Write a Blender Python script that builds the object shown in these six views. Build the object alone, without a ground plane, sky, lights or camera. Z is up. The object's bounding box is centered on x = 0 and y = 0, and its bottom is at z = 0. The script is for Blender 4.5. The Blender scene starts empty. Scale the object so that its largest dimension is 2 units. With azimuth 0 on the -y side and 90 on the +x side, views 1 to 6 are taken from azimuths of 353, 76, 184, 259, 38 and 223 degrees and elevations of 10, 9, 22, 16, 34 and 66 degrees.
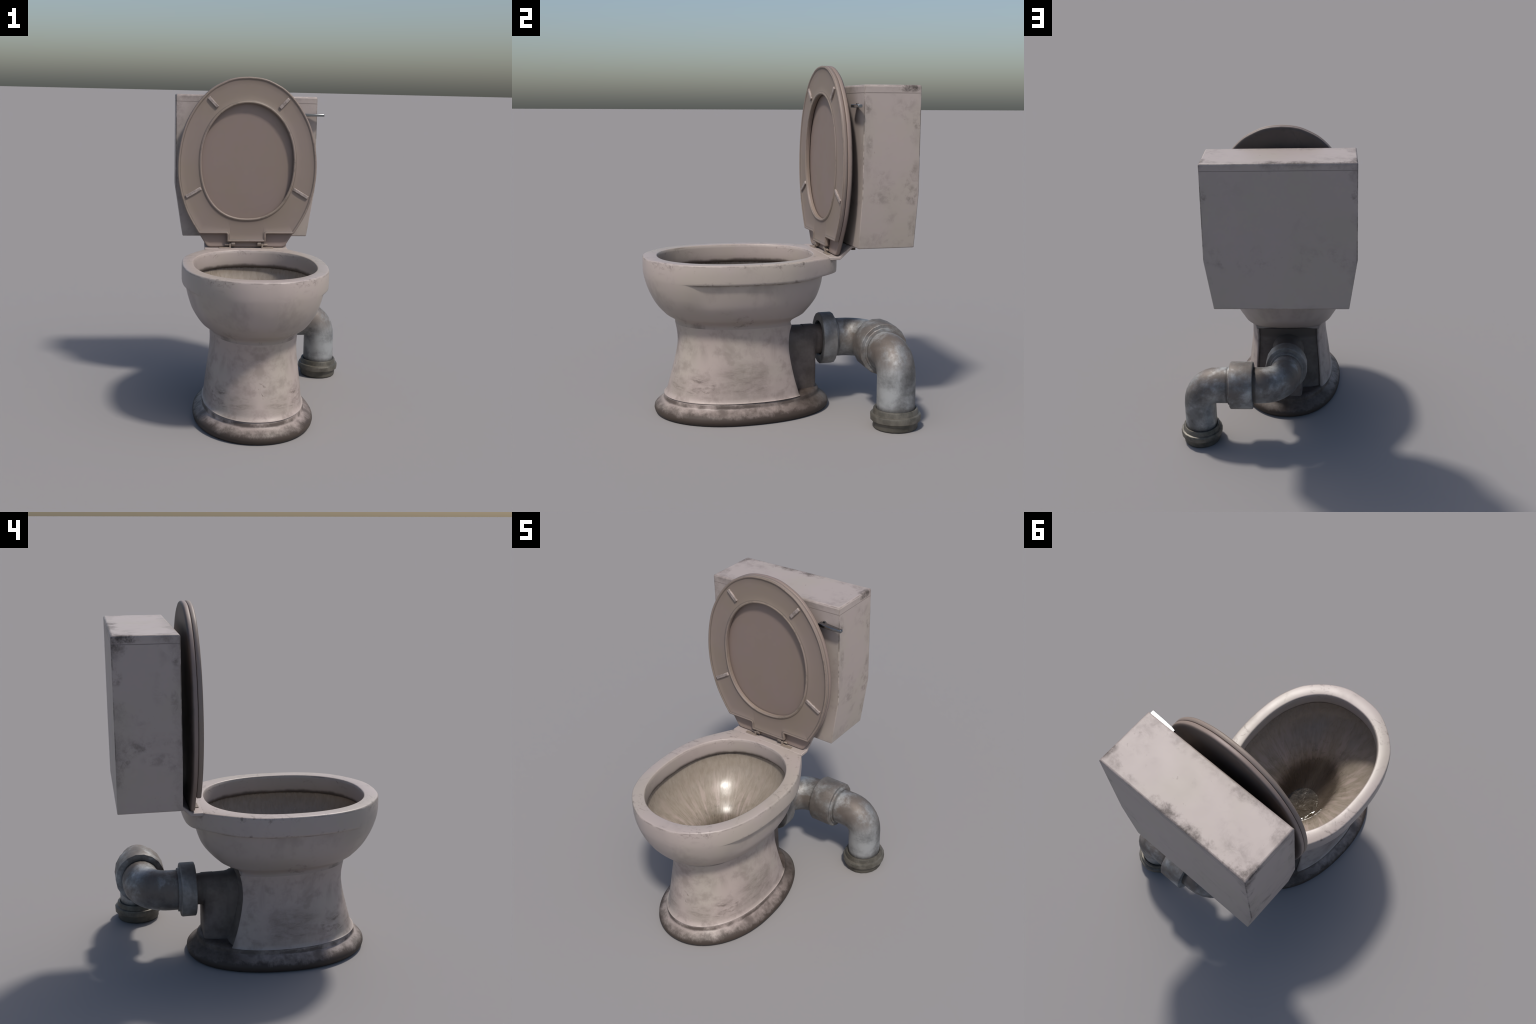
"""An old, grimy close-coupled toilet: tall cistern, raised lid and seat, bowl on a
waisted pedestal, and a galvanised waste pipe leaving at the back.  Metres, z up."""
import math
import random

import bmesh
import bpy
import numpy as np
from mathutils import Vector

random.seed(7)
CX = -0.1143                      # the toilet's plane of symmetry is x = CX
SC = bpy.context.scene


# ------------------------------------------------------------------ mesh helpers
def add(name, verts, faces, mat, parent=None, smooth=40.0, recalc=True):
    me = bpy.data.meshes.new(name)
    me.from_pydata([tuple(map(float, v)) for v in verts], [], faces)
    if recalc:
        bm = bmesh.new()
        bm.from_mesh(me)
        bmesh.ops.remove_doubles(bm, verts=bm.verts, dist=1e-5)
        bmesh.ops.recalc_face_normals(bm, faces=bm.faces)
        bm.to_mesh(me)
        bm.free()
    for p in me.polygons:
        p.use_smooth = True
    if smooth is not None:
        me.set_sharp_from_angle(angle=math.radians(smooth))
    me.materials.append(mat)
    o = bpy.data.objects.new(name, me)
    SC.collection.objects.link(o)
    o.parent = parent
    return o


def loft(rings, closed=True, cap0=False, cap1=False):
    """Quads between successive rings of equal length; optional n-gon caps."""
    n = len(rings[0])
    verts = [p for r in rings for p in r]
    faces = []
    for i in range(len(rings) - 1):
        for j in range(n if closed else n - 1):
            k = (j + 1) % n
            faces.append((i * n + j, i * n + k, (i + 1) * n + k, (i + 1) * n + j))
    if cap0:
        faces.append(tuple(range(n)))
    if cap1:
        faces.append(tuple((len(rings) - 1) * n + j for j in range(n)))
    return verts, faces


def join(*parts):
    verts, faces = [], []
    for v, f in parts:
        k = len(verts)
        verts += list(v)
        faces += [tuple(i + k for i in q) for q in f]
    return verts, faces


def box(x0, x1, y0, y1, z0, z1):
    v = [(x, y, z) for x in (x0, x1) for y in (y0, y1) for z in (z0, z1)]
    f = [(0, 1, 3, 2), (4, 6, 7, 5), (0, 4, 5, 1), (2, 3, 7, 6), (0, 2, 6, 4), (1, 5, 7, 3)]
    return v, f


def tube(p0, p1, r, n=16):
    p0, p1 = Vector(p0), Vector(p1)
    d = (p1 - p0).normalized()
    a = d.orthogonal().normalized()
    b = d.cross(a)
    rings = [[p + r * (math.cos(t) * a + math.sin(t) * b) for t in np.arange(n) * math.tau / n] for p in (p0, p1)]
    return loft(rings, True, True, True)


def bevel(o, width, segments=2, angle=30):
    m = o.modifiers.new("bevel", "BEVEL")
    m.width, m.segments, m.limit_method, m.angle_limit = width, segments, "ANGLE", math.radians(angle)
    m.harden_normals = False
    return o


def oval(z, w, f, b, ef=2.15, eb=2.3, n=128, split=0.52):
    """Egg-shaped plan: half width w, front at y = f, back at y = b."""
    t = np.arange(n) * math.tau / n
    c, s = np.cos(t), np.sin(t)
    yc = f + split * (b - f)
    e = np.where(s < 0, ef, eb)
    x = CX + w * np.sign(c) * np.abs(c) ** (2 / e)
    y = yc + np.where(s < 0, yc - f, b - yc) * np.sign(s) * np.abs(s) ** (2 / e)
    return np.stack([x, y, np.broadcast_to(z, x.shape)], 1)


def spline(pts, per=8):
    """Catmull-Rom through control points."""
    p = np.array(pts, float)
    q = np.vstack([2 * p[0] - p[1], p, 2 * p[-1] - p[-2]])
    out = []
    for i in range(1, len(q) - 2):
        for t in np.arange(per) / per:
            a, b, c, d = q[i - 1:i + 3]
            out.append(0.5 * (2 * b + (c - a) * t + (2 * a - 5 * b + 4 * c - d) * t ** 2 + (3 * b - a - 3 * c + d) * t ** 3))
    out.append(p[-1])
    return np.array(out)


def offset(poly, d):
    """Move every point of a closed outline inwards by d along its mitred normal."""
    a, b = np.roll(poly, 1, 0), np.roll(poly, -1, 0)
    e0, e1 = poly - a, b - poly
    e0 /= np.linalg.norm(e0, axis=1)[:, None]
    e1 /= np.linalg.norm(e1, axis=1)[:, None]
    n0, n1 = np.stack([e0[:, 1], -e0[:, 0]], 1), np.stack([e1[:, 1], -e1[:, 0]], 1)
    nn = n0 + n1
    nn /= np.linalg.norm(nn, axis=1)[:, None]
    return poly + nn * (d / np.clip((nn * n0).sum(1), 0.5, 1))[:, None]


# ------------------------------------------------------------------ material helpers
class Nodes:
    def __init__(self, name):
        self.mat = bpy.data.materials.new(name)
        self.mat.use_nodes = True
        self.t = self.mat.node_tree
        self.bsdf = self.t.nodes["Principled BSDF"]
        self.obj = self.new("ShaderNodeTexCoord").outputs["Object"]
        sep = self.new("ShaderNodeSeparateXYZ")
        self.link(self.obj, sep.inputs[0])
        self.x, self.y, self.z = sep.outputs
        geo = self.new("ShaderNodeNewGeometry")
        ns = self.new("ShaderNodeSeparateXYZ")
        self.link(geo.outputs["Normal"], ns.inputs[0])
        self.nx, self.ny, self.nz = ns.outputs

    def new(self, kind):
        return self.t.nodes.new(kind)

    def link(self, a, b):
        if isinstance(a, (int, float)):
            b.default_value = a
        elif isinstance(a, tuple):
            b.default_value = (*a, 1.0) if len(b.default_value) == 4 and len(a) == 3 else a
        else:
            self.t.links.new(a, b)

    def m(self, op, a, b=0.0, c=0.0, clamp=False):
        n = self.new("ShaderNodeMath")
        n.operation, n.use_clamp = op, clamp
        for k, v in enumerate((a, b, c)):
            self.link(v, n.inputs[k])
        return n.outputs[0]

    def ramp(self, v, lo, hi):
        """0 at lo, 1 at hi, smooth between (lo may be above hi)."""
        n = self.new("ShaderNodeMapRange")
        n.interpolation_type = "SMOOTHSTEP"
        flip = lo > hi
        self.link(v, n.inputs["Value"])
        n.inputs["From Min"].default_value, n.inputs["From Max"].default_value = (hi, lo) if flip else (lo, hi)
        n.inputs["To Min"].default_value, n.inputs["To Max"].default_value = (1, 0) if flip else (0, 1)
        return n.outputs["Result"]

    def vec(self, scale=(1, 1, 1), rot=(0, 0, 0), loc=(0, 0, 0), src=None):
        n = self.new("ShaderNodeMapping")
        self.link(src or self.obj, n.inputs["Vector"])
        n.inputs["Scale"].default_value = scale
        n.inputs["Rotation"].default_value = rot
        n.inputs["Location"].default_value = loc
        return n.outputs[0]

    def combine(self, x, y, z):
        n = self.new("ShaderNodeCombineXYZ")
        for k, v in enumerate((x, y, z)):
            self.link(v, n.inputs[k])
        return n.outputs[0]

    def noise(self, scale, detail=5, rough=0.6, vec=None, dist=0.0):
        n = self.new("ShaderNodeTexNoise")
        self.link(vec or self.obj, n.inputs["Vector"])
        n.inputs["Scale"].default_value = scale
        n.inputs["Detail"].default_value = detail
        n.inputs["Roughness"].default_value = rough
        n.inputs["Distortion"].default_value = dist
        return n.outputs["Fac"]

    def mix(self, f, a, b, mode="MIX"):
        n = self.new("ShaderNodeMix")
        n.data_type, n.blend_type = "RGBA", mode
        self.link(f, n.inputs[0])
        self.link(a, n.inputs[6])
        self.link(b, n.inputs[7])
        return n.outputs[2]

    def mul(self, *v):
        r = v[0]
        for k in v[1:]:
            r = self.m("MULTIPLY", r, k)
        return r

    def lerp(self, f, a, b):
        return self.m("MULTIPLY_ADD", f, b - a, a)

    def finish(self, color, rough, metallic=0.0, bump=None, strength=0.15, distance=0.004, spec=0.5):
        b = self.bsdf
        self.link(color, b.inputs["Base Color"])
        self.link(rough, b.inputs["Roughness"])
        self.link(metallic, b.inputs["Metallic"])
        self.link(spec, b.inputs["Specular IOR Level"])
        if bump is not None:
            n = self.new("ShaderNodeBump")
            n.inputs["Strength"].default_value = strength
            n.inputs["Distance"].default_value = distance
            self.link(bump, n.inputs["Height"])
            self.link(n.outputs[0], b.inputs["Normal"])
        return self.mat


CLAY = (0.386, 0.326, 0.302)       # aged porcelain
CLAY_WARM = (0.376, 0.326, 0.284)
GRIME = (0.040, 0.031, 0.026)


def ceramic(name, masks, rough=0.45, smudge=1.0, seed=0.0, base=CLAY, grime=GRIME):
    """Porcelain with broad tone changes, cloudy smudges and the part's own grime masks."""
    k = Nodes(name)
    off = k.vec(loc=(seed, seed * 1.7, -seed))
    tone = k.ramp(k.noise(2.6, 3, 0.5, off), 0.40, 0.66)
    col = k.mix(tone, base, CLAY_WARM)
    cloud = k.mul(k.ramp(k.noise(3.4, 4, 0.55, k.vec(loc=(seed + 4, 1, 2))), 0.50, 0.70),
                  k.ramp(k.noise(16, 6, 0.7, off, 0.6), 0.40, 0.68))
    total = k.mul(cloud, 0.42 * smudge)
    flecks = k.mul(k.ramp(k.noise(38, 5, 0.65, off, 1.2), 0.64, 0.74), k.ramp(k.noise(6, 2, 0.5, off), 0.50, 0.66), 0.55 * smudge)
    total = k.m("MAXIMUM", total, flecks)
    total = k.m("MULTIPLY", total, k.m("SUBTRACT", 1.0, k.m("MULTIPLY", k.ramp(k.ny, 0.6, 0.9), 0.8)))
    for extra in masks(k):
        total = k.m("MAXIMUM", total, extra)
    total = k.m("MINIMUM", total, 0.95)
    col = k.mix(total, col, grime)
    r = k.m("ADD", k.lerp(total, rough, rough + 0.16), k.m("MULTIPLY", k.m("SUBTRACT", k.noise(9, 4), 0.5), 0.12))
    return k.finish(col, r, bump=k.noise(60, 4, 0.6), strength=0.04, distance=0.003, spec=k.lerp(total, 0.5, 0.22))


def tank_masks(amount):
    """Grime gathers on the corners and edges of the box, ragged by noise."""
    def f(k):
        dx = k.m("SUBTRACT", 0.4475, k.m("ABSOLUTE", k.m("SUBTRACT", k.x, CX)))
        dx = k.m("ABSOLUTE", dx)
        dy = k.m("SUBTRACT", 0.1635, k.m("ABSOLUTE", k.m("SUBTRACT", k.y, 0.5705)))
        dz = k.m("MINIMUM", k.m("SUBTRACT", 1.884, k.z), k.m("SUBTRACT", k.z, 0.988))
        e = k.m("MINIMUM", k.m("MAXIMUM", dx, dy), k.m("MINIMUM", k.m("MAXIMUM", dy, dz), k.m("MAXIMUM", dx, dz)))
        rag = k.noise(9, 8, 0.74, None, 0.2)
        near = k.ramp(k.m("SUBTRACT", e, k.m("MULTIPLY", k.m("SUBTRACT", rag, 0.47), 0.26)), 0.050, -0.020)
        where = k.ramp(k.noise(4.2, 2, 0.5, k.vec(loc=(1.3, 0.2, 5.1))), 0.36, 0.58)
        high = k.m("MULTIPLY_ADD", k.ramp(k.z, 1.70, 1.86), 0.45, 0.55)
        plain = k.m("SUBTRACT", 1.0, k.m("MULTIPLY", k.ramp(k.ny, 0.6, 0.9), 0.55))
        line = k.mul(k.ramp(e, 0.008, 0.001), k.ramp(k.noise(13, 4), 0.36, 0.58), 0.70)
        back = k.ramp(k.y, 0.42, 0.66)
        seam = k.mul(k.ramp(k.m("ABSOLUTE", k.m("SUBTRACT", k.z, 1.841)), 0.004, 0.001), 0.25)
        grain = k.m("MULTIPLY_ADD", k.ramp(k.noise(40, 5, 0.7), 0.35, 0.6), 0.45, 0.55)
        low = k.mul(k.ramp(k.m("ABSOLUTE", k.m("SUBTRACT", k.z, 1.30)), 0.13, 0.02), k.ramp(k.noise(10, 7, 0.72), 0.46, 0.70),
                    k.ramp(k.noise(4, 2), 0.40, 0.54), 0.62)
        yield k.mul(near, where, grain, k.m("MULTIPLY_ADD", back, 0.5, 0.5), k.m("MULTIPLY", high, plain), amount)
        yield line
        yield seam
        yield k.mul(low, plain)
        # stains that sit alike on both ends of the tank
        v = mirrored(k)
        blot = k.ramp(k.noise(15, 7, 0.72, v, 0.3), 0.40, 0.64)
        for y, z, ry, rz, much in ((0.665, 1.868, 0.10, 0.030, 0.85), (0.700, 1.285, 0.060, 0.070, 0.52), (0.520, 1.275, 0.11, 0.045, 0.30),
                                   (0.425, 1.775, 0.035, 0.060, 0.50), (0.725, 1.690, 0.045, 0.060, 0.60), (0.440, 1.560, 0.025, 0.09, 0.32)):
            yield k.mul(spot(k, 0.448, y, z, 0.05, ry, rz), blot, much)
    return f


def mirrored(k, scale=(1, 1, 1), loc=(0, 0, 0)):
    """Coordinates folded about the plane of symmetry: stains repeat left and right."""
    fold = k.m("ABSOLUTE", k.m("SUBTRACT", k.x, CX))
    return k.vec(scale, (0, 0, 0), loc, k.combine(fold, k.y, k.z))


def spot(k, dx, y, z, rx, ry, rz):
    """Soft blob, 1 in its middle, on both sides of the plane of symmetry."""
    a = k.m("DIVIDE", k.m("SUBTRACT", k.m("ABSOLUTE", k.m("SUBTRACT", k.x, CX)), dx), rx)
    b = k.m("DIVIDE", k.m("SUBTRACT", k.y, y), ry)
    c = k.m("DIVIDE", k.m("SUBTRACT", k.z, z), rz)
    return k.ramp(k.m("ADD", k.m("ADD", k.mul(a, a), k.mul(b, b)), k.mul(c, c)), 1.0, 0.1)


def bowl_masks(k):
    v = mirrored(k)
    wipe = k.noise(9, 6, 0.66, mirrored(k, (1, 1, 0.35)), 0.3)
    yield k.mul(k.ramp(k.z, 0.66, 0.55), k.ramp(wipe, 0.42, 0.68), 0.55)
    side = k.ramp(k.y, -0.56, -0.47)
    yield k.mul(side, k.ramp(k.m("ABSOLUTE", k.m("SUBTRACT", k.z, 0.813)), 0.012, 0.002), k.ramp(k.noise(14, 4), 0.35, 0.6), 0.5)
    yield k.mul(spot(k, 0.25, -0.22, 0.585, 0.2, 0.10, 0.07), k.ramp(k.noise(13, 6, 0.7, v, 0.6), 0.38, 0.66), 0.62)
    yield k.mul(k.ramp(k.noise(6, 5, 0.6, mirrored(k, (1, 1, 0.6), (2, 1, 3))), 0.50, 0.72), 0.20)
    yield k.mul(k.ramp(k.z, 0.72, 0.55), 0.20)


def rim_masks(k):
    top = k.ramp(k.m("ABSOLUTE", k.m("SUBTRACT", k.z, 0.915)), 0.045, 0.002)
    v = mirrored(k)
    marks = k.mul(k.ramp(k.noise(17, 7, 0.72, v, 0.9), 0.52, 0.68), k.ramp(k.noise(5.2, 2, 0.5, mirrored(k, (1, 1, 0.4), (7, 3, 1))), 0.50, 0.62), 0.62)
    yield k.mul(marks, k.m("MULTIPLY_ADD", top, 0.85, 0.15))
    yield k.mul(k.ramp(k.noise(26, 5, 0.7, k.vec((0.35, 1, 1), (0.2, 0.9, 0.6)), 0.5), 0.60, 0.72), top, 0.45)
    edge = k.ramp(k.m("ABSOLUTE", k.m("SUBTRACT", k.z, 0.9185)), 0.006, 0.001)
    yield k.mul(edge, k.ramp(k.noise(11, 5, 0.65, v), 0.44, 0.66), 0.38)
    low = k.mul(k.ramp(k.z, 0.84, 0.818), k.ramp(k.noise(22, 5, 0.65, v), 0.52, 0.66), 0.5)
    yield k.m("MULTIPLY", low, k.ramp(k.y, -0.56, -0.46))
    # brown tide line low on the inner wall
    inner = k.ramp(k.noise(11, 4, 0.6, k.vec((1, 1, 0.4))), 0.2, 0.8)
    dx = k.m("DIVIDE", k.m("SUBTRACT", k.x, CX), 0.395)
    dy = k.m("DIVIDE", k.m("ADD", k.y, 0.21), 0.50)
    inside = k.ramp(k.m("ADD", k.mul(dx, dx), k.mul(dy, dy)), 1.02, 0.94)
    yield k.mul(inside, k.ramp(k.m("MULTIPLY_ADD", inner, -0.012, k.z), 0.838, 0.818), 0.80)


def pedestal_masks(k):
    v = mirrored(k)
    cloud = k.ramp(k.noise(6.5, 6, 0.66, v, 0.3), 0.30, 0.66)
    hatch = k.ramp(k.noise(17, 6, 0.75, k.vec((0.45, 0.45, 1.8), (0.9, 0.2, 0.5), (0, 0, 0), v), 0.5), 0.40, 0.66)
    yield k.mul(spot(k, 0.26, -0.20, 0.23, 0.3, 0.24, 0.15), cloud, k.m("MULTIPLY_ADD", hatch, 0.35, 0.40), 0.72)
    yield k.mul(spot(k, 0.22, -0.44, 0.20, 0.14, 0.15, 0.085), hatch, k.ramp(k.noise(14, 5, 0.7, v), 0.34, 0.58), 0.66)
    yield k.mul(spot(k, 0.12, -0.58, 0.20, 0.12, 0.10, 0.08), cloud, k.m("MULTIPLY_ADD", hatch, 0.5, 0.3), 0.7)
    crack = k.ramp(k.m("ABSOLUTE", k.m("SUBTRACT", k.noise(12, 4, 0.6, k.vec(loc=(1, 1, 2)), 0.8), 0.5)), 0.018, 0.004)
    yield k.mul(spot(k, 0.0, -0.58, 0.27, 0.05, 0.10, 0.06), crack, 0.6)
    wipe = k.ramp(k.noise(8, 5, 0.62, mirrored(k, (1, 1, 0.45), (3, 0, 1)), 0.6), 0.48, 0.68)
    yield k.mul(wipe, k.ramp(k.z, 0.30, 0.42), 0.26)
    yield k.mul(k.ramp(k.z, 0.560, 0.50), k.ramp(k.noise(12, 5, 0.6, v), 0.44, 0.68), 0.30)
    yield k.mul(k.ramp(k.z, 0.21, 0.12), k.ramp(k.noise(10, 7, 0.7, v), 0.44, 0.70), 0.42)
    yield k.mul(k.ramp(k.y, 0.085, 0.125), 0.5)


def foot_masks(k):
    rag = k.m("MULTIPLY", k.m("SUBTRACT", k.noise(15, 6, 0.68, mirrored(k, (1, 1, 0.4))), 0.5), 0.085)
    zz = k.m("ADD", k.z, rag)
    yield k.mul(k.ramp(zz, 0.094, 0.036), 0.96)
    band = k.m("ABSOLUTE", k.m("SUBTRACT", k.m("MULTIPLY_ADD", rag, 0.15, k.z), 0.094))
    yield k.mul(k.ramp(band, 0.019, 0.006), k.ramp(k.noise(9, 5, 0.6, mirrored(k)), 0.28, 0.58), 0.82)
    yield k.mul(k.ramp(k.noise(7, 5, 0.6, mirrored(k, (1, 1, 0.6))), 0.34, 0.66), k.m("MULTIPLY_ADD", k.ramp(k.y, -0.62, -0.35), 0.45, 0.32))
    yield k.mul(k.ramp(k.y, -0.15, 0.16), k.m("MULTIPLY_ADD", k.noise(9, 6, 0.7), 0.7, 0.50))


def outlet_masks(k):
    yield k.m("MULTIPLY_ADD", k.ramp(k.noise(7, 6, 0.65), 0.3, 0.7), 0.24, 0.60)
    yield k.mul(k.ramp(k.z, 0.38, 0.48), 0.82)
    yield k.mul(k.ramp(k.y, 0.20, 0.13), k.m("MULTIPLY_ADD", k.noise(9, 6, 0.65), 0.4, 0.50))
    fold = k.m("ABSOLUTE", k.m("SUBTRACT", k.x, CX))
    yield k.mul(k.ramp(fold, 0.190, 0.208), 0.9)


TANK = ceramic("weathered_porcelain_tank", tank_masks(0.78), 0.47, 0.8, 2.0)
BOWL = ceramic("weathered_porcelain_bowl", bowl_masks, 0.42, 0.45, 5.0)
RIM = ceramic("weathered_porcelain_rim", rim_masks, 0.39, 0.45, 5.0)
PEDESTAL = ceramic("weathered_porcelain_pedestal", pedestal_masks, 0.50, 0.6, 1.0, (0.378, 0.312, 0.284), (0.062, 0.044, 0.035))
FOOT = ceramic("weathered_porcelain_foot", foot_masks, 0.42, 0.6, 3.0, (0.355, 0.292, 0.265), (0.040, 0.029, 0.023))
OUTLET = ceramic("grimy_porcelain_outlet", outlet_masks, 0.55, 0.8, 6.0)
BRACKET = ceramic("weathered_porcelain_bracket", lambda k: [k.mul(k.ramp(k.noise(20, 4), 0.5, 0.7), 0.4)], 0.5, 0.5, 8.0)


def plastic(name, colour, seed, edge, soot_or_shade=None):
    """Yellowed seat plastic: dull, with browner beads and corners."""
    k = Nodes(name)
    warm = k.ramp(k.noise(3.0, 4, 0.55, k.vec(loc=(seed, 0, seed))), 0.38, 0.66)
    col = k.mix(warm, colour, (colour[0] * 0.98, colour[1] * 0.99, colour[2] * 0.92))
    wear = k.mul(k.ramp(k.noise(15, 5, 0.65, None, 0.8), 0.50, 0.72), edge(k), 0.55)
    col = k.mix(wear, col, (0.085, 0.070, 0.055))
    if soot_or_shade:
        col = k.mix(k.m("MULTIPLY", soot_or_shade(k), k.m("MULTIPLY_ADD", k.noise(6, 5, 0.6), 0.3, 0.62)), col, (0.040, 0.030, 0.024))
    crease = k.mul(k.ramp(k.m("ABSOLUTE", k.m("SUBTRACT", k.y, 0.3022)), 0.0022, 0.0005), k.m("MULTIPLY_ADD", k.noise(8, 4), 0.6, 0.25))
    col = k.mix(crease, col, (0.075, 0.060, 0.048))
    return k.finish(col, k.lerp(warm, 0.50, 0.56), bump=k.noise(45, 4), strength=0.03, distance=0.003)


SEAT = plastic("yellowed_plastic_seat", (0.242, 0.189, 0.163), 1.0, lambda k: k.ramp(k.y, 0.3035, 0.2985))
LID = plastic("yellowed_plastic_lid", (0.232, 0.176, 0.156), 4.0, lambda k: k.ramp(k.y, 0.336, 0.350), lambda k: k.ramp(k.y, 0.341, 0.351))
HINGE = plastic("yellowed_plastic_hinge", (0.25, 0.20, 0.165), 2.0, lambda k: k.ramp(k.z, 0.96, 0.92))


def bumper_material():
    k = Nodes("chalky_bumper_plastic")
    worn = k.ramp(k.noise(34, 3, 0.6), 0.45, 0.62)
    return k.finish(k.mix(worn, (0.33, 0.275, 0.25), (0.22, 0.18, 0.16)), 0.5)


def basin_material():
    """Stained inside of the bowl: yellow film, vertical streaks, dark sump and tide line."""
    k = Nodes("stained_glossy_basin")
    ang = k.m("ARCTAN2", k.m("SUBTRACT", k.x, CX), k.m("ADD", k.y, 0.20))
    flow = k.combine(k.m("MULTIPLY", ang, 1.25), k.m("MULTIPLY", k.z, 1.1), 0.0)
    streak = k.noise(6.5, 5, 0.60, flow, 0.9)
    fine = k.noise(17, 4, 0.6, flow, 0.3)
    deep = k.ramp(k.z, 0.76, 0.54)
    film = k.mix(k.ramp(fine, 0.35, 0.65), (0.256, 0.216, 0.174), (0.296, 0.253, 0.208))
    bare = k.ramp(k.noise(3.2, 4, 0.6, k.vec(loc=(2, 5, 1))), 0.32, 0.54)
    col = k.mix(k.mul(k.ramp(streak, 0.48, 0.62), k.m("MULTIPLY_ADD", deep, 0.8, 0.10), bare), film, (0.375, 0.305, 0.270))
    blotch = k.mul(k.ramp(k.noise(6, 4, 0.6), 0.52, 0.66), k.ramp(k.z, 0.68, 0.56), 0.5)
    col = k.mix(blotch, col, (0.17, 0.145, 0.105))
    speck = k.mul(k.ramp(k.noise(30, 6, 0.7, None, 0.8), 0.52, 0.66), k.ramp(k.z, 0.62, 0.50), 0.5)
    col = k.mix(speck, col, (0.07, 0.058, 0.045))
    sump = k.ramp(k.m("MULTIPLY_ADD", k.noise(9, 5, 0.65, flow), 0.10, k.z), 0.615, 0.475)
    col = k.mix(k.m("MULTIPLY", sump, 0.88), col, (0.080, 0.062, 0.048))
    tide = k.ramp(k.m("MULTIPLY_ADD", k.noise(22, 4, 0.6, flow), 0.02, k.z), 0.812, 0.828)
    col = k.mix(k.m("MULTIPLY", tide, 0.9), col, (0.05, 0.042, 0.036))
    h = k.m("MULTIPLY_ADD", streak, 1.0, k.m("MULTIPLY", k.noise(9, 3), 0.5))
    return k.finish(col, k.lerp(k.ramp(streak, 0.4, 0.65), 0.26, 0.34), bump=h, strength=0.10, distance=0.010)


def water_material():
    k = Nodes("murky_water")
    scum = k.ramp(k.noise(26, 5, 0.65, None, 0.9), 0.50, 0.62)
    col = k.mix(scum, (0.030, 0.020, 0.008), (0.055, 0.042, 0.026))
    return k.finish(col, k.lerp(scum, 0.07, 0.14), bump=k.noise(16, 3, 0.55, None, 0.6), strength=0.35, distance=0.010, spec=0.28)


def zinc(name, seed, brown, top_rust=True, soot_or_shade=0.0):
    """Galvanised pipe: cloudy zinc with brown tarnish, heavier on top of the bends."""
    k = Nodes(name)
    off = k.vec(loc=(seed, seed, seed * 2))
    spangle = k.noise(6.5, 6, 0.62, off, 0.15)
    col = k.mix(k.ramp(spangle, 0.34, 0.64), (0.190, 0.194, 0.195), (0.435, 0.446, 0.448))
    big = k.ramp(k.noise(4.2, 7, 0.66, off, 0.15), 0.32, 0.54)
    if top_rust:
        big = k.m("MULTIPLY", big, k.m("MULTIPLY_ADD", k.ramp(k.z, 0.27, 0.42), 0.95, 0.06))
    brn = k.mix(k.noise(11, 5, 0.65), (0.105, 0.084, 0.070), (0.180, 0.152, 0.133))
    col = k.mix(k.m("MULTIPLY", big, brown), col, brn)
    dark = k.ramp(k.noise(5.5, 6, 0.66, k.vec(loc=(seed + 3, 2, 1))), 0.48, 0.68)
    col = k.mix(k.m("MULTIPLY", dark, 0.6), col, (0.070, 0.064, 0.060))
    # corner shade painted into the colour beside the coupling and the collar
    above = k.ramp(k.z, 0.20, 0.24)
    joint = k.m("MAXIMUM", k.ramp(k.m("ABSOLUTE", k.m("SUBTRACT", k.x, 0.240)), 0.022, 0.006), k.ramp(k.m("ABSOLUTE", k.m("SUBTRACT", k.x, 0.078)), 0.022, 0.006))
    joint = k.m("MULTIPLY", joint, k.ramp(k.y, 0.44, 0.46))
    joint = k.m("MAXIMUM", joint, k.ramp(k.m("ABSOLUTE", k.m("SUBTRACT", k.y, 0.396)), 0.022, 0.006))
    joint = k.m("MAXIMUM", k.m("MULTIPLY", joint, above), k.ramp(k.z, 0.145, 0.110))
    col = k.mix(k.mul(joint, soot_or_shade, k.m("MULTIPLY_ADD", k.noise(12, 4), 0.4, 0.5)), col, (0.055, 0.047, 0.040))
    rough = k.m("ADD", k.lerp(big, 0.49, 0.56), k.m("MULTIPLY", spangle, 0.08))
    return k.finish(col, rough, k.lerp(big, 0.55, 0.32), bump=k.noise(38, 5, 0.65), strength=0.08, distance=0.004)


def flange_material():
    k = Nodes("dull_olive_flange")
    n = k.noise(11, 6, 0.65)
    col = k.mix(k.ramp(n, 0.38, 0.64), (0.085, 0.078, 0.064), (0.155, 0.142, 0.118))
    low = k.ramp(k.z, 0.045, 0.03)
    col = k.mix(k.m("MULTIPLY", low, 0.45), col, (0.05, 0.046, 0.036))
    return k.finish(col, 0.5, 0.35, bump=k.noise(40, 4), strength=0.08, distance=0.004)


def chrome_material():
    k = Nodes("tarnished_chrome")
    return k.finish(k.mix(k.noise(30, 3), (0.22, 0.23, 0.24), (0.31, 0.32, 0.33)), 0.24, 1.0)


BUMPER, BASIN, WATER, CHROME = bumper_material(), basin_material(), water_material(), chrome_material()
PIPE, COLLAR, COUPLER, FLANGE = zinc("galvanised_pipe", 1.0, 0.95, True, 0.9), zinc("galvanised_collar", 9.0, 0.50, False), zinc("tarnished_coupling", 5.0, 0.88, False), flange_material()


# ------------------------------------------------------------------ the toilet
root = bpy.data.objects.new("toilet", None)
root.empty_display_size = 0.2
SC.collection.objects.link(root)
root["label"] = "grimy old beige toilet with raised lid, tall cistern and metal waste pipe"
root["category"] = "toilet"

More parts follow.
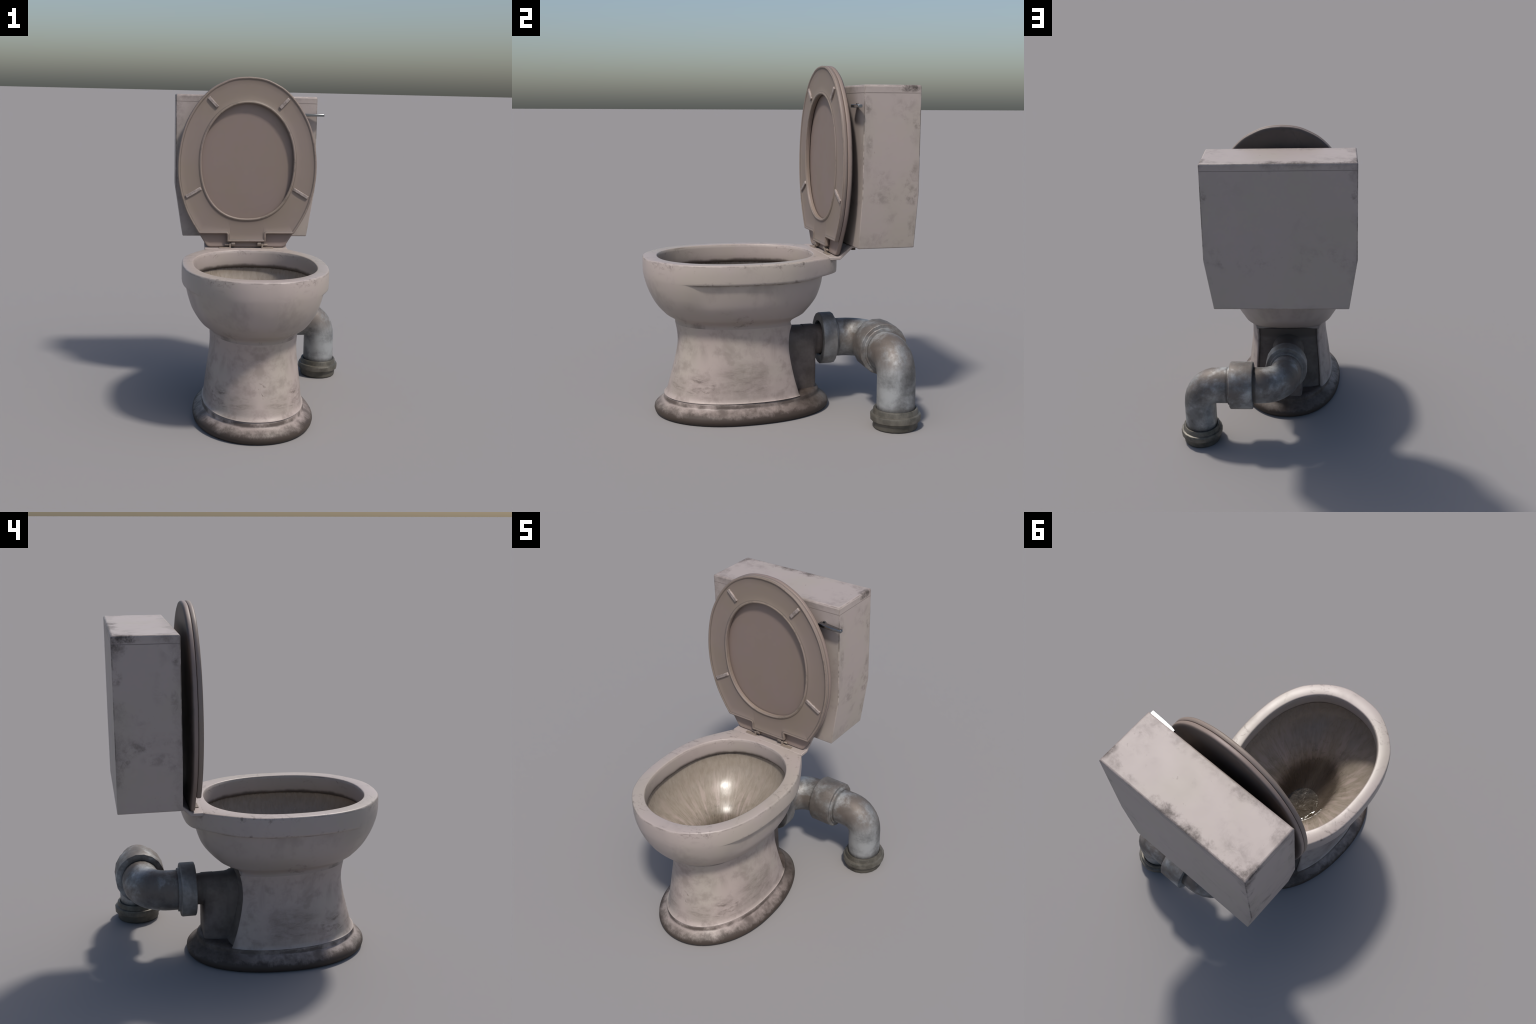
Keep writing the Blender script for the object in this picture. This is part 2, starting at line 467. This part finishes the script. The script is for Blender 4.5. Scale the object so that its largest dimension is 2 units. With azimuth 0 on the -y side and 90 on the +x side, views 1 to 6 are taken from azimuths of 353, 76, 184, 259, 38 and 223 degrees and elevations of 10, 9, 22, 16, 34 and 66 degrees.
# --- profile of the waisted pedestal, which is cut off flat at the back
SKIRT = spline([  # z, half width, front y, y of the cut at the back
    (0.113, 0.298, -0.630, 0.126), (0.119, 0.292, -0.622, 0.122), (0.134, 0.288, -0.612, 0.116), (0.16, 0.286, -0.604, 0.108), (0.21, 0.281, -0.590, 0.093), (0.30, 0.270, -0.567, 0.073), (0.38, 0.259, -0.550, 0.061),
    (0.43, 0.255, -0.546, 0.060), (0.48, 0.254, -0.550, 0.064), (0.533, 0.258, -0.560, 0.076)], 4)


def skirt_oval(z, w, f, cut):
    r = oval(z, w, f, cut + 0.135, split=0.5)
    r[:, 1] = np.minimum(r[:, 1], cut)
    return r


# --- bowl: outer shell swelling out of the pedestal up to the step under the rim
shell = spline([  # z, half width, front y, back y, squareness of the back
    (0.533, 0.258, -0.560, 0.085, 6.0), (0.554, 0.274, -0.578, 0.125, 4.0), (0.60, 0.319, -0.625, 0.198, 2.7), (0.64, 0.347, -0.661, 0.240, 2.4),
    (0.683, 0.370, -0.689, 0.270, 2.3), (0.750, 0.391, -0.714, 0.292, 2.3), (0.800, 0.402, -0.727, 0.300, 2.3), (0.8125, 0.404, -0.7290, 0.301, 2.3)], 6)
base = skirt_oval(*SKIRT[-1])
rings = []
for z, w, f, b, e in shell:
    t = min(1.0, max(0.0, (z - 0.533) / 0.06))
    t = t * t * (3 - 2 * t)
    q = oval(z, w, f, b, eb=e) * t + base * (1 - t)
    q[:, 2] = z
    rings.append(q)
neck = [base * (0.95, 0.95, 1) + (CX * 0.05, -0.20 * 0.05, -0.006)]      # tucked inside the pedestal

# --- rim: step out (fading away at the front), wall, crisp top, inner wall, ledge
RIM_HALF = spline([(0.0, -0.741), (0.085, -0.734), (0.160, -0.710), (0.235, -0.664), (0.300, -0.606), (0.347, -0.545), (0.387, -0.455), (0.412, -0.350), (0.423, -0.230), (0.422, -0.110),
                   (0.409, 0.000), (0.377, 0.095), (0.331, 0.180), (0.286, 0.255), (0.256, 0.300), (0.215, 0.340), (0.150, 0.360), (0.075, 0.3665), (0.0, 0.368)], 12)
RY = -0.18


def rim_outline(n=128):
    """The rim's plan sampled at the same directions as the ovals, so that the lofts do not twist."""
    ang = np.arctan2(RIM_HALF[:, 1] - RY, RIM_HALF[:, 0])
    rad = np.hypot(RIM_HALF[:, 1] - RY, RIM_HALF[:, 0])
    o = oval(0, 0.418, -0.741, 0.368, 2.2, 2.6, n)
    t = np.arctan2(o[:, 1] - RY, o[:, 0] - CX)
    t = np.where(t > math.pi / 2, math.pi - t, t)
    t = np.where(t < -math.pi / 2, -math.pi - t, t)
    r = np.interp(t, ang, rad)
    a = np.arctan2(o[:, 1] - RY, o[:, 0] - CX)
    return np.stack([CX + r * np.cos(a), RY + r * np.sin(a)], 1)


RIM_LINE = rim_outline()
FRONT = np.clip((-0.44 - RIM_LINE[:, 1]) / 0.13, 0, 1)
FRONT = (FRONT * FRONT * (3 - 2 * FRONT))[:, None]          # 1 at the front, 0 from the sides back


def rim_ring(z, d, fade=False):
    r = offset(RIM_LINE, -d)
    if fade:
        r = r * (1 - FRONT) + offset(RIM_LINE, -2.2 * max(0.0, 0.8575 - z) ** 2) * FRONT
    lift = np.clip((r[:, 1] - 0.12) / 0.20, 0, 1) if z < 0.84 else 0.0
    return np.column_stack([r, z + 0.014 * lift * np.ones(len(r))])


def rim_in(z, d):
    return oval(z, 0.357 + d, -0.659 - d, 0.244 + d, ef=2.26, eb=2.28, split=0.515)


# the shell runs into the rim without a step at the front
for q, t in zip(rings, np.clip((shell[:, 0] - 0.60) / 0.12, 0, 1)):
    k, h = FRONT * t * t * (3 - 2 * t), 0.8125 - q[0][2]
    q[:, :2] = q[:, :2] * (1 - k) + offset(RIM_LINE, -(0.0045 + 0.20 * h + 1.3 * h * h)) * k
bowl = add("bowl", *loft(neck[::-1] + rings), BOWL, root, 50)

rim_rings = [rings[-1], rim_ring(0.8150, 0.006, True), rim_ring(0.8185, 0.0020, True), rim_ring(0.828, 0.0008, True), rim_ring(0.85, 0.0002, True), rim_ring(0.87, 0.0), rim_ring(0.914, 0.0008), rim_ring(0.9200, 0.0022),
             rim_ring(0.9236, 0.0052), rim_ring(0.925, 0.0095), rim_in(0.925, 0.0065), rim_in(0.9242, 0.0025), rim_in(0.9215, -0.0003), rim_in(0.905, -0.002),
             rim_in(0.86, -0.003), rim_in(0.828, 0.0), rim_in(0.819, 0.003), rim_in(0.815, 0.008)]
basin_top = oval(0.812, 0.378, -0.700, 0.262, ef=2.2, eb=2.3)
rim_rings.append(basin_top)
add("rim", *loft(rim_rings), RIM, bowl, 50)

# --- basin: stained inside of the bowl down into the sump
inside = spline([
    (0.812, 0.378, -0.700, 0.262), (0.77, 0.374, -0.697, 0.258), (0.70, 0.353, -0.672, 0.228), (0.64, 0.314, -0.622, 0.182), (0.59, 0.262, -0.565, 0.126),
    (0.555, 0.220, -0.523, 0.078), (0.525, 0.187, -0.487, 0.042), (0.495, 0.165, -0.460, 0.016), (0.45, 0.147, -0.430, -0.004), (0.40, 0.130, -0.388, -0.020), (0.36, 0.116, -0.345, -0.035), (0.333, 0.104, -0.310, -0.048), (0.30, 0.080, -0.26, -0.09)], 4)
basin = add("basin", *loft([oval(z, w, f, b, 2.1, 2.2) for z, w, f, b in inside], True, False, True), BASIN, bowl, 60)

# --- water: a small murky, rippled pool in the sump
rng = np.random.default_rng(3)
ph = rng.uniform(0, 6.28, 6)
pool = []
for g in np.linspace(1.0, 0.05, 24):
    r = oval(0.320, 0.108 * g, -0.170 - 0.155 * g, -0.170 + 0.125 * g, 2.1, 2.1, 72)
    a = np.arange(72) * math.tau / 72
    lump = np.sin(7 * r[:, 0] * 9 + ph[0]) * np.sin(8 * r[:, 1] * 8 + ph[1]) + 0.6 * np.sin(130 * r[:, 0] - 90 * r[:, 1] + ph[2]) * np.sin(110 * r[:, 1] + ph[3])
    r[:, 2] = 0.320 + 0.0004 * lump * (0.35 + 0.65 * g) + (0.006 * max(0, g - 0.8) / 0.2) * (0.6 + 0.4 * np.sin(9 * a + ph[4]))
    pool.append(r)
add("water", *loft(pool, True, False, True), WATER, bowl, None)

# --- pedestal: waisted skirt, open at the back, closed by a recessed panel

def skirt_ring(z, w, f, cut, n=97, grow=0.0):
    """The plan's oval from the cut on the right round the front to the cut on the left."""
    b = cut + 0.135
    yc = f + 0.5 * (b - f)
    sc = ((cut - yc) / (b - yc))
    t1 = math.asin(max(0.0, sc) ** (2.3 / 2))
    t = np.linspace(t1, -math.pi - t1, n)
    c, s = np.cos(t), np.sin(t)
    e = np.where(s < 0, 2.15, 2.3)
    x = CX + w * np.sign(c) * np.abs(c) ** (2 / e)
    y = yc + np.where(s < 0, yc - f, b - yc) * np.sign(s) * np.abs(s) ** (2 / e)
    return np.stack([x, y, np.full(n, z)], 1)


sk = []
for z, w, f, cut in SKIRT:
    r = skirt_ring(z, w, f, cut)
    inward = np.array([[-0.012, 0.006, 0], [0.012, 0.006, 0]])
    lip0 = [r[0] + (-0.004, 0.004, 0), r[0] + (-0.012, 0.003, 0), r[0] + (-0.016, -0.012, 0)]
    lip1 = [r[-1] + (0.004, 0.004, 0), r[-1] + (0.012, 0.003, 0), r[-1] + (0.016, -0.012, 0)]
    sk.append(np.vstack([lip0[::-1], r, lip1]))
pedestal = add("pedestal", *loft(sk, False), PEDESTAL, root, 50)

panel = []
for z, w, f, cut in SKIRT:
    r = skirt_ring(z, w, f, cut)
    h = r[0][0] - CX - 0.010
    panel.append([(CX + h * u, cut + 0.020 * (1 - abs(u) ** 3) - 0.008, z) for u in np.linspace(-1, 1, 33)])
panel.append([(x, y - 0.014, z + 0.010) for x, y, z in panel[-1]])
add("back_panel", *loft(panel, False), OUTLET, pedestal, 60)

# --- outlet: upright housing on the back, running out at the top into a short spigot
OUT_Z, OUT_RX, OUT_RZ = 0.386, 0.078, 0.090
prof = []
n = 40
for y, grow in ((0.03, 0.012), (0.10, 0.012), (0.112, 0.006), (0.13, 0.002), (0.240, 0.0), (0.256, -0.005), (0.264, -0.016)):
    half = 0.095 + grow
    arc = [(CX + half * math.cos(t), OUT_Z + (OUT_RZ + grow) * math.sin(t)) for t in np.linspace(0, math.pi, n)]
    low = 0.105
    ring = [(CX + half, low)] + [(CX + half, z) for z in np.linspace(0.16, OUT_Z - 0.02, 6)] + arc + [(CX - half, z) for z in np.linspace(OUT_Z - 0.02, 0.16, 6)] + [(CX - half, low)]
    prof.append([(x, y, z) for x, z in ring])
housing = loft(prof, True, False, True)
spig = []
for y, g in ((0.20, 0.012), (0.262, 0.012), (0.270, 0.003), (0.285, 0.0), (0.40, 0.0)):
    spig.append([(CX + (OUT_RX + g) * math.cos(t), y, OUT_Z + (OUT_RZ + g * 0.3) * math.sin(t)) for t in np.arange(40) * math.tau / 40])
add("outlet", *join(housing, loft(spig, True, True, True)), OUTLET, pedestal, 50)

# --- foot: moulded plinth (torus, groove band, small lip) with an open floor at the back
foot_rings = []
for z, d in ((0.0, 0.002), (0.004, -0.002), (0.012, -0.009), (0.026, -0.0125), (0.040, -0.0105), (0.050, -0.003), (0.060, 0.009), (0.070, 0.024),
             (0.079, 0.038), (0.084, 0.0435), (0.090, 0.0455), (0.104, 0.047), (0.109, 0.050), (0.113, 0.056), (0.116, 0.064), (0.117, 0.074), (0.116, 0.085), (0.112, 0.110), (0.110, 0.16)):
    foot_rings.append(oval(z, 0.342 - d, -0.675 + d, 0.341 - d, 2.08, 2.2, split=0.455))
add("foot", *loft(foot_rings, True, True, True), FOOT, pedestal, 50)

# --- bracket between rim and tank
plate = [(0.284, 0.9085), (0.3475, 0.9085), (0.420, 0.9745), (0.475, 0.9765)]
top = [(0.475, 0.988), (0.412, 0.986), (0.3425, 0.9262), (0.284, 0.9262)]
loop = plate + top
bv, bf = loft([[(CX + x, y, z) for y, z in loop] for x in (-0.264, 0.264)], True, True, True)
bracket = bevel(add("mounting_bracket", bv, bf, BRACKET, root, 30), 0.003)
for side in (-1, 1):
    bolt = add("bolt", *tube((CX + side * 0.20, 0.445, 0.955), (CX + side * 0.20, 0.445, 0.980), 0.014, 12), OUTLET, bracket, 30)

# --- tank and its lid
TY0, TY1 = 0.4065, 0.7345


def slab(outline, name, mat, parent, weights):
    """Extruded outline; weights says how round its edges are at each height (0 = sharp)."""
    v, f = loft([[(CX + x, y, z) for x, z in outline] for y in (TY0, TY1)], True, True, True)
    o = add(name, v, f, mat, parent, 30)
    w = o.data.attributes.new("bevel_weight_edge", "FLOAT", "EDGE")
    for e in o.data.edges:
        zs = [o.data.vertices[i].co.z for i in e.vertices]
        flat = abs(zs[0] - zs[1]) < 1e-3
        w.data[e.index].value = weights(zs[0]) if flat else 0.38
    m = o.modifiers.new("bevel", "BEVEL")
    m.width, m.segments, m.limit_method = 0.012, 3, "WEIGHT"
    return o


tank = slab([(-0.4475, 1.8405), (-0.4493, 1.300), (-0.4018, 0.9885), (0.4018, 0.9885), (0.4493, 1.300), (0.4475, 1.8405)], "tank", TANK, root,
            lambda z: 0.0 if z > 1.8 else (0.0 if z > 1.2 else 0.45))
cover = slab([(-0.4475, 1.8415), (0.4475, 1.8415), (0.4475, 1.8845), (-0.4475, 1.8845)], "tank_cover", TANK, tank, lambda z: 0.0 if z < 1.86 else 0.9)

# --- flush handle: tapered lever on a round boss
lever = []
for x, yf, yb, zc, h in ((0.2145, 0.3700, 0.402, 1.7710, 0.0085), (0.240, 0.3655, 0.401, 1.7712, 0.0090), (0.30, 0.3615, 0.393, 1.7708, 0.0086), (0.3725, 0.3590, 0.382, 1.7705, 0.0080)):
    lever.append([(x, yf, zc - h), (x, yb, zc - h), (x, yb, zc + h), (x, yf, zc + h)])
handle = bevel(add("flush_handle", *loft(lever, True, True, True), CHROME, tank, 30), 0.003)
add("handle_boss", *tube((0.238, 0.396, 1.7745), (0.238, 0.408, 1.7745), 0.0115, 20), CHROME, handle, 40)

# ------------------------------------------------------------------ seat and lid (upright)
HALF = spline([(0.0, 2.0), (0.075, 1.9935), (0.143, 1.973), (0.2366, 1.920), (0.320, 1.830), (0.3835, 1.7205), (0.4185, 1.6106), (0.4355, 1.5004), (0.438, 1.4134),
               (0.432, 1.338), (0.4154, 1.258), (0.387, 1.170), (0.348, 1.0920), (0.303, 1.0187)], 6)


def corner(p, q, r, k=5):
    """Rounded corner at p coming from q and leaving to r, radius by distance 0.008."""
    p, q, r = (np.array(v, float) for v in (p, q, r))
    a = p + (q - p) / np.linalg.norm(q - p) * 0.007
    b = p + (r - p) / np.linalg.norm(r - p) * 0.007
    return [(1 - t) ** 2 * a + 2 * t * (1 - t) * p + t * t * b for t in np.linspace(0, 1, k)]


def straight(a, b, k):
    return [np.array(a) * (1 - t) + np.array(b) * t for t in np.linspace(0, 1, k + 2)[1:-1]]


def mirror(half):
    half = np.array(half)
    left = half[::-1] * (-1, 1)
    keep = np.abs(left[:, 0]) > 1e-6
    return np.vstack([half, left[keep]])


S, T, B = (0.303, 1.0187), (0.1245, 1.0187), (0.1245, 0.9665)
seat_half = list(HALF[:-1]) + corner(S, HALF[-2], T) + straight(S, T, 9) + corner(T, S, B) + straight(T, B, 3) + corner(B, T, (0, 0.9665)) + straight(B, (0, 0.9665), 8) + [np.array((0.0, 0.9665))]
SEAT_LINE = mirror(seat_half)
HC, HW, HA = 1.4775, 0.2885, 0.359


def hole_line(grow):
    """Point of the hole's outline in the direction of every point of the seat's outline."""
    ang = np.arctan2(SEAT_LINE[:, 1] - HC, SEAT_LINE[:, 0] * 1.18)
    c, s = np.cos(ang), np.sin(ang)
    w, a = HW + grow, HA + grow
    e = np.where(s > 0, 2.04, 2.28)
    r = (np.abs(c / w) ** e + np.abs(s / a) ** e) ** (-1 / e)
    return np.stack([r * c, HC + r * s], 1)


def at(poly, y):
    return [(CX + p[0], y, p[1]) for p in poly]


seat_rings = [at(offset(SEAT_LINE, d), y) for d, y in ((0.004, 0.3235), (0.0, 0.321), (0.0, 0.3045), (0.002, 0.3005), (0.006, 0.2985), (0.010, 0.2990), (0.015, 0.3025), (0.021, 0.3045))]
seat_rings += [at(offset(SEAT_LINE, 0.021) * (1 - t) + hole_line(0.024) * t, 0.3045 + 0.0015 * math.sin(math.pi * t)) for t in (0.25, 0.5, 0.75)]
seat_rings += [at(hole_line(g), y) for g, y in ((0.024, 0.3045), (0.018, 0.3030), (0.0125, 0.2985), (0.008, 0.2970), (0.0035, 0.2985), (0.0005, 0.3025), (0.0, 0.310), (0.003, 0.3235))]
seat_rings.append(seat_rings[0])
seat = add("seat", *loft(seat_rings), SEAT, root, 60)

for dx, dz in ((0.222, 1.840), (0.3395, 1.2795)):
    for side in (-1, 1):
        # bumper: a little bar lying across the ring, tapered to rounded ends
        ax = np.array((0.057, 0.0, 0.0595)) if dz > 1.5 else np.array((0.0945, 0.0, -0.0555))
        long_, ax = np.linalg.norm(ax) / 2, ax / np.linalg.norm(ax)
        ax[0] *= side
        cr = np.array((-ax[2], 0, ax[0]))
        prof = []
        for y, a, b in ((0.308, long_, 0.0105), (0.2985, long_, 0.0105), (0.2955, long_ - 0.0035, 0.0080)):
            c = np.array((CX + side * dx, y, dz))
            prof.append([c + ax * a + cr * b, c - ax * a + cr * b, c - ax * a - cr * b, c + ax * a - cr * b])
        bevel(add("bumper", *loft(prof, True, True, True), BUMPER, seat, 30), 0.0015)

L1 = (0.247, 0.9300)
lid_half = [np.array((p[0], p[1])) for p in HALF[:-1]] + straight(HALF[-2], L1, 6)
rad = 0.022
d0 = (np.array(HALF[-2]) - L1) / np.linalg.norm(np.array(HALF[-2]) - L1)
lid_half = [p for p in lid_half if np.linalg.norm(p - L1) > rad]
lid_half += [(1 - t) ** 2 * (L1 + d0 * rad) + 2 * t * (1 - t) * np.array(L1) + t * t * (np.array(L1) + (-rad, 0)) for t in np.linspace(0, 1, 7)]
lid_half += straight((L1[0] - rad, L1[1]), (0, L1[1]), 9) + [np.array((0.0, L1[1]))]
LID_LINE = mirror(lid_half)
lid_rings = []
mid = np.array((0.0, 1.47))
for s in (0.25, 0.6, 0.85):
    lid_rings.append(at(mid + (offset(LID_LINE, 0.03) - mid) * s, 0.3290))
lid_rings += [at(offset(LID_LINE, d), y) for d, y in ((0.030, 0.3290), (0.018, 0.3280), (0.010, 0.3255), (0.005, 0.3250), (0.0015, 0.3270), (0.0, 0.331), (0.0, 0.343), (0.002, 0.348), (0.006, 0.352), (0.013, 0.3545), (0.024, 0.3550))]
for s, y in ((0.85, 0.3560), (0.6, 0.3575), (0.25, 0.3585)):
    lid_rings.append(at(mid + (offset(LID_LINE, 0.024) - mid) * s, y))
lid = add("lid", *loft(lid_rings, True, True, True), LID, root, 60)

# --- hinges: strap on the rim, upright lug, pin and knuckle
for side in (-1, 1):
    def X(d):
        return CX + side * d
    strap = box(*sorted((X(0.097), X(0.174))), 0.296, 0.318, 0.9240, 0.9315)
    lug = box(*sorted((X(0.097), X(0.109))), 0.304, 0.324, 0.9300, 0.955)
    pin = tube((X(0.100), 0.314, 0.9475), (X(0.137), 0.314, 0.9475), 0.0058, 10)
    knuckle = tube((X(0.071), 0.3135, 0.951), (X(0.096), 0.3135, 0.951), 0.0118, 14)
    ear = box(*sorted((X(0.073), X(0.094))), 0.306, 0.321, 0.953, 0.972)
    bevel(add("hinge", *join(strap, lug, pin, knuckle, ear), HINGE, root, 30), 0.0015, 1)

# ------------------------------------------------------------------ waste pipe
PX, PY, PZ = 0.4285, 0.5935, 0.390          # where the runs turn
R = np.array((0.1005, 0.1085, 0.1150))      # the pipe is slightly taller than wide


def sweep(path, tangents, mult, segs=24, phase=0.0):
    rings = []
    for p, d, m in zip(path, tangents, mult):
        d = Vector(d).normalized()
        ref = Vector((1, 0, 0)) if abs(d.x) < 0.5 and abs(d.z) > 0.9 else (Vector((0, 0, 1)) if abs(d.z) < 0.9 else Vector((1, 0, 0)))
        a = (ref - d * ref.dot(d)).normalized()
        b = d.cross(a)
        rings.append([np.array(p) + R * m * np.array(math.cos(t) * a + math.sin(t) * b) for t in phase + np.arange(segs) * math.tau / segs])
    return rings


def bend(corner_, d0, d1, rad, k=9):
    """Quarter bend replacing a sharp corner: points and tangents."""
    c, d0, d1 = np.array(corner_, float), np.array(d0, float), np.array(d1, float)
    centre = c - d0 * rad + d1 * rad
    pts, tan = [], []
    for t in np.linspace(0, math.pi / 2, k):
        pts.append(centre - d1 * rad * math.cos(t) + d0 * rad * math.sin(t))
        tan.append(d0 * math.cos(t) + d1 * math.sin(t))
    return pts, tan


def pipe(name, start, corner_, d0, d1, rad, end, parent, frame):
    pts, tan = bend(corner_, d0, d1, rad)
    pts = [np.array(start)] + pts + [np.array(end)]
    tan = [np.array(d0, float)] + tan + [np.array(d1, float)]
    rings = []
    fx = np.array(frame, float)              # axis perpendicular to the bend's plane
    for p, d in zip(pts, tan):
        b = np.cross(d, fx)
        rings.append([np.array(p) + R * (math.cos(t) * fx + math.sin(t) * b) for t in np.arange(24) * math.tau / 24])
    return add(name, *loft(rings, True, True, True), PIPE, parent, 50)


def turned(name, origin, axis, profile, mat, parent, segs=16, hollow=True):
    """A ring of revolution (distance along axis, radius factor) scaled like the pipe."""
    o, d = np.array(origin, float), np.array(axis, float)
    a = np.array((0, 0, 1.0)) if abs(d[2]) < 0.5 else np.array((1.0, 0, 0))
    b = np.cross(d, a)
    rings = [[o + d * s + R * m * (math.cos(t) * a + math.sin(t) * b) for t in (np.arange(segs) + 0.5) * math.tau / segs] for s, m in profile]
    return add(name, *loft(rings, True, not hollow, not hollow), mat, parent, 27)


drain = bpy.data.objects.new("drain_pipe", None)
SC.collection.objects.link(drain)
drain.parent = root
drain.empty_display_size = 0.1
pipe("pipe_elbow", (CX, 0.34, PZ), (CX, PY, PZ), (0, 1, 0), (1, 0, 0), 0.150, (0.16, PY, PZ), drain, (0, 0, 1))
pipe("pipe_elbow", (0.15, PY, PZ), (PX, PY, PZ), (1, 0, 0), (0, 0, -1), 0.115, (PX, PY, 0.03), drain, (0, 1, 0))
turned("pipe_collar", (CX, 0, PZ), (0, 1, 0),
       [(0.345, 0.88), (0.312, 0.90), (0.304, 0.95), (0.303, 1.00), (0.3035, 1.30), (0.3045, 1.325), (0.309, 1.353), (0.380, 1.355), (0.3855, 1.338), (0.3875, 1.31), (0.388, 1.12), (0.390, 1.10), (0.402, 1.09), (0.404, 0.98)], COLLAR, drain, 20)
turned("pipe_coupling", (0, PY, PZ), (1, 0, 0),
       [(0.120, 0.92), (0.086, 0.97), (0.084, 1.03), (0.0845, 1.27), (0.0865, 1.305), (0.092, 1.322), (0.222, 1.322), (0.2275, 1.31), (0.230, 1.285), (0.2310, 1.12), (0.2335, 1.10), (0.2415, 1.095), (0.243, 0.99)], COUPLER, drain, 18)
turned("floor_flange", (PX, PY, 0), (0, 0, 1),
       [(0.0, 0.5), (0.0, 1.13), (0.006, 1.165), (0.040, 1.175), (0.043, 1.25), (0.048, 1.315), (0.074, 1.325), (0.082, 1.29), (0.085, 1.19), (0.090, 1.175), (0.106, 1.165), (0.113, 1.13), (0.112, 1.04), (0.100, 0.98)], FLANGE, drain, 20)

for o in SC.objects:
    if o.type == "MESH":
        for m in o.modifiers:
            if m.type == "BEVEL":
                m.use_clamp_overlap = True
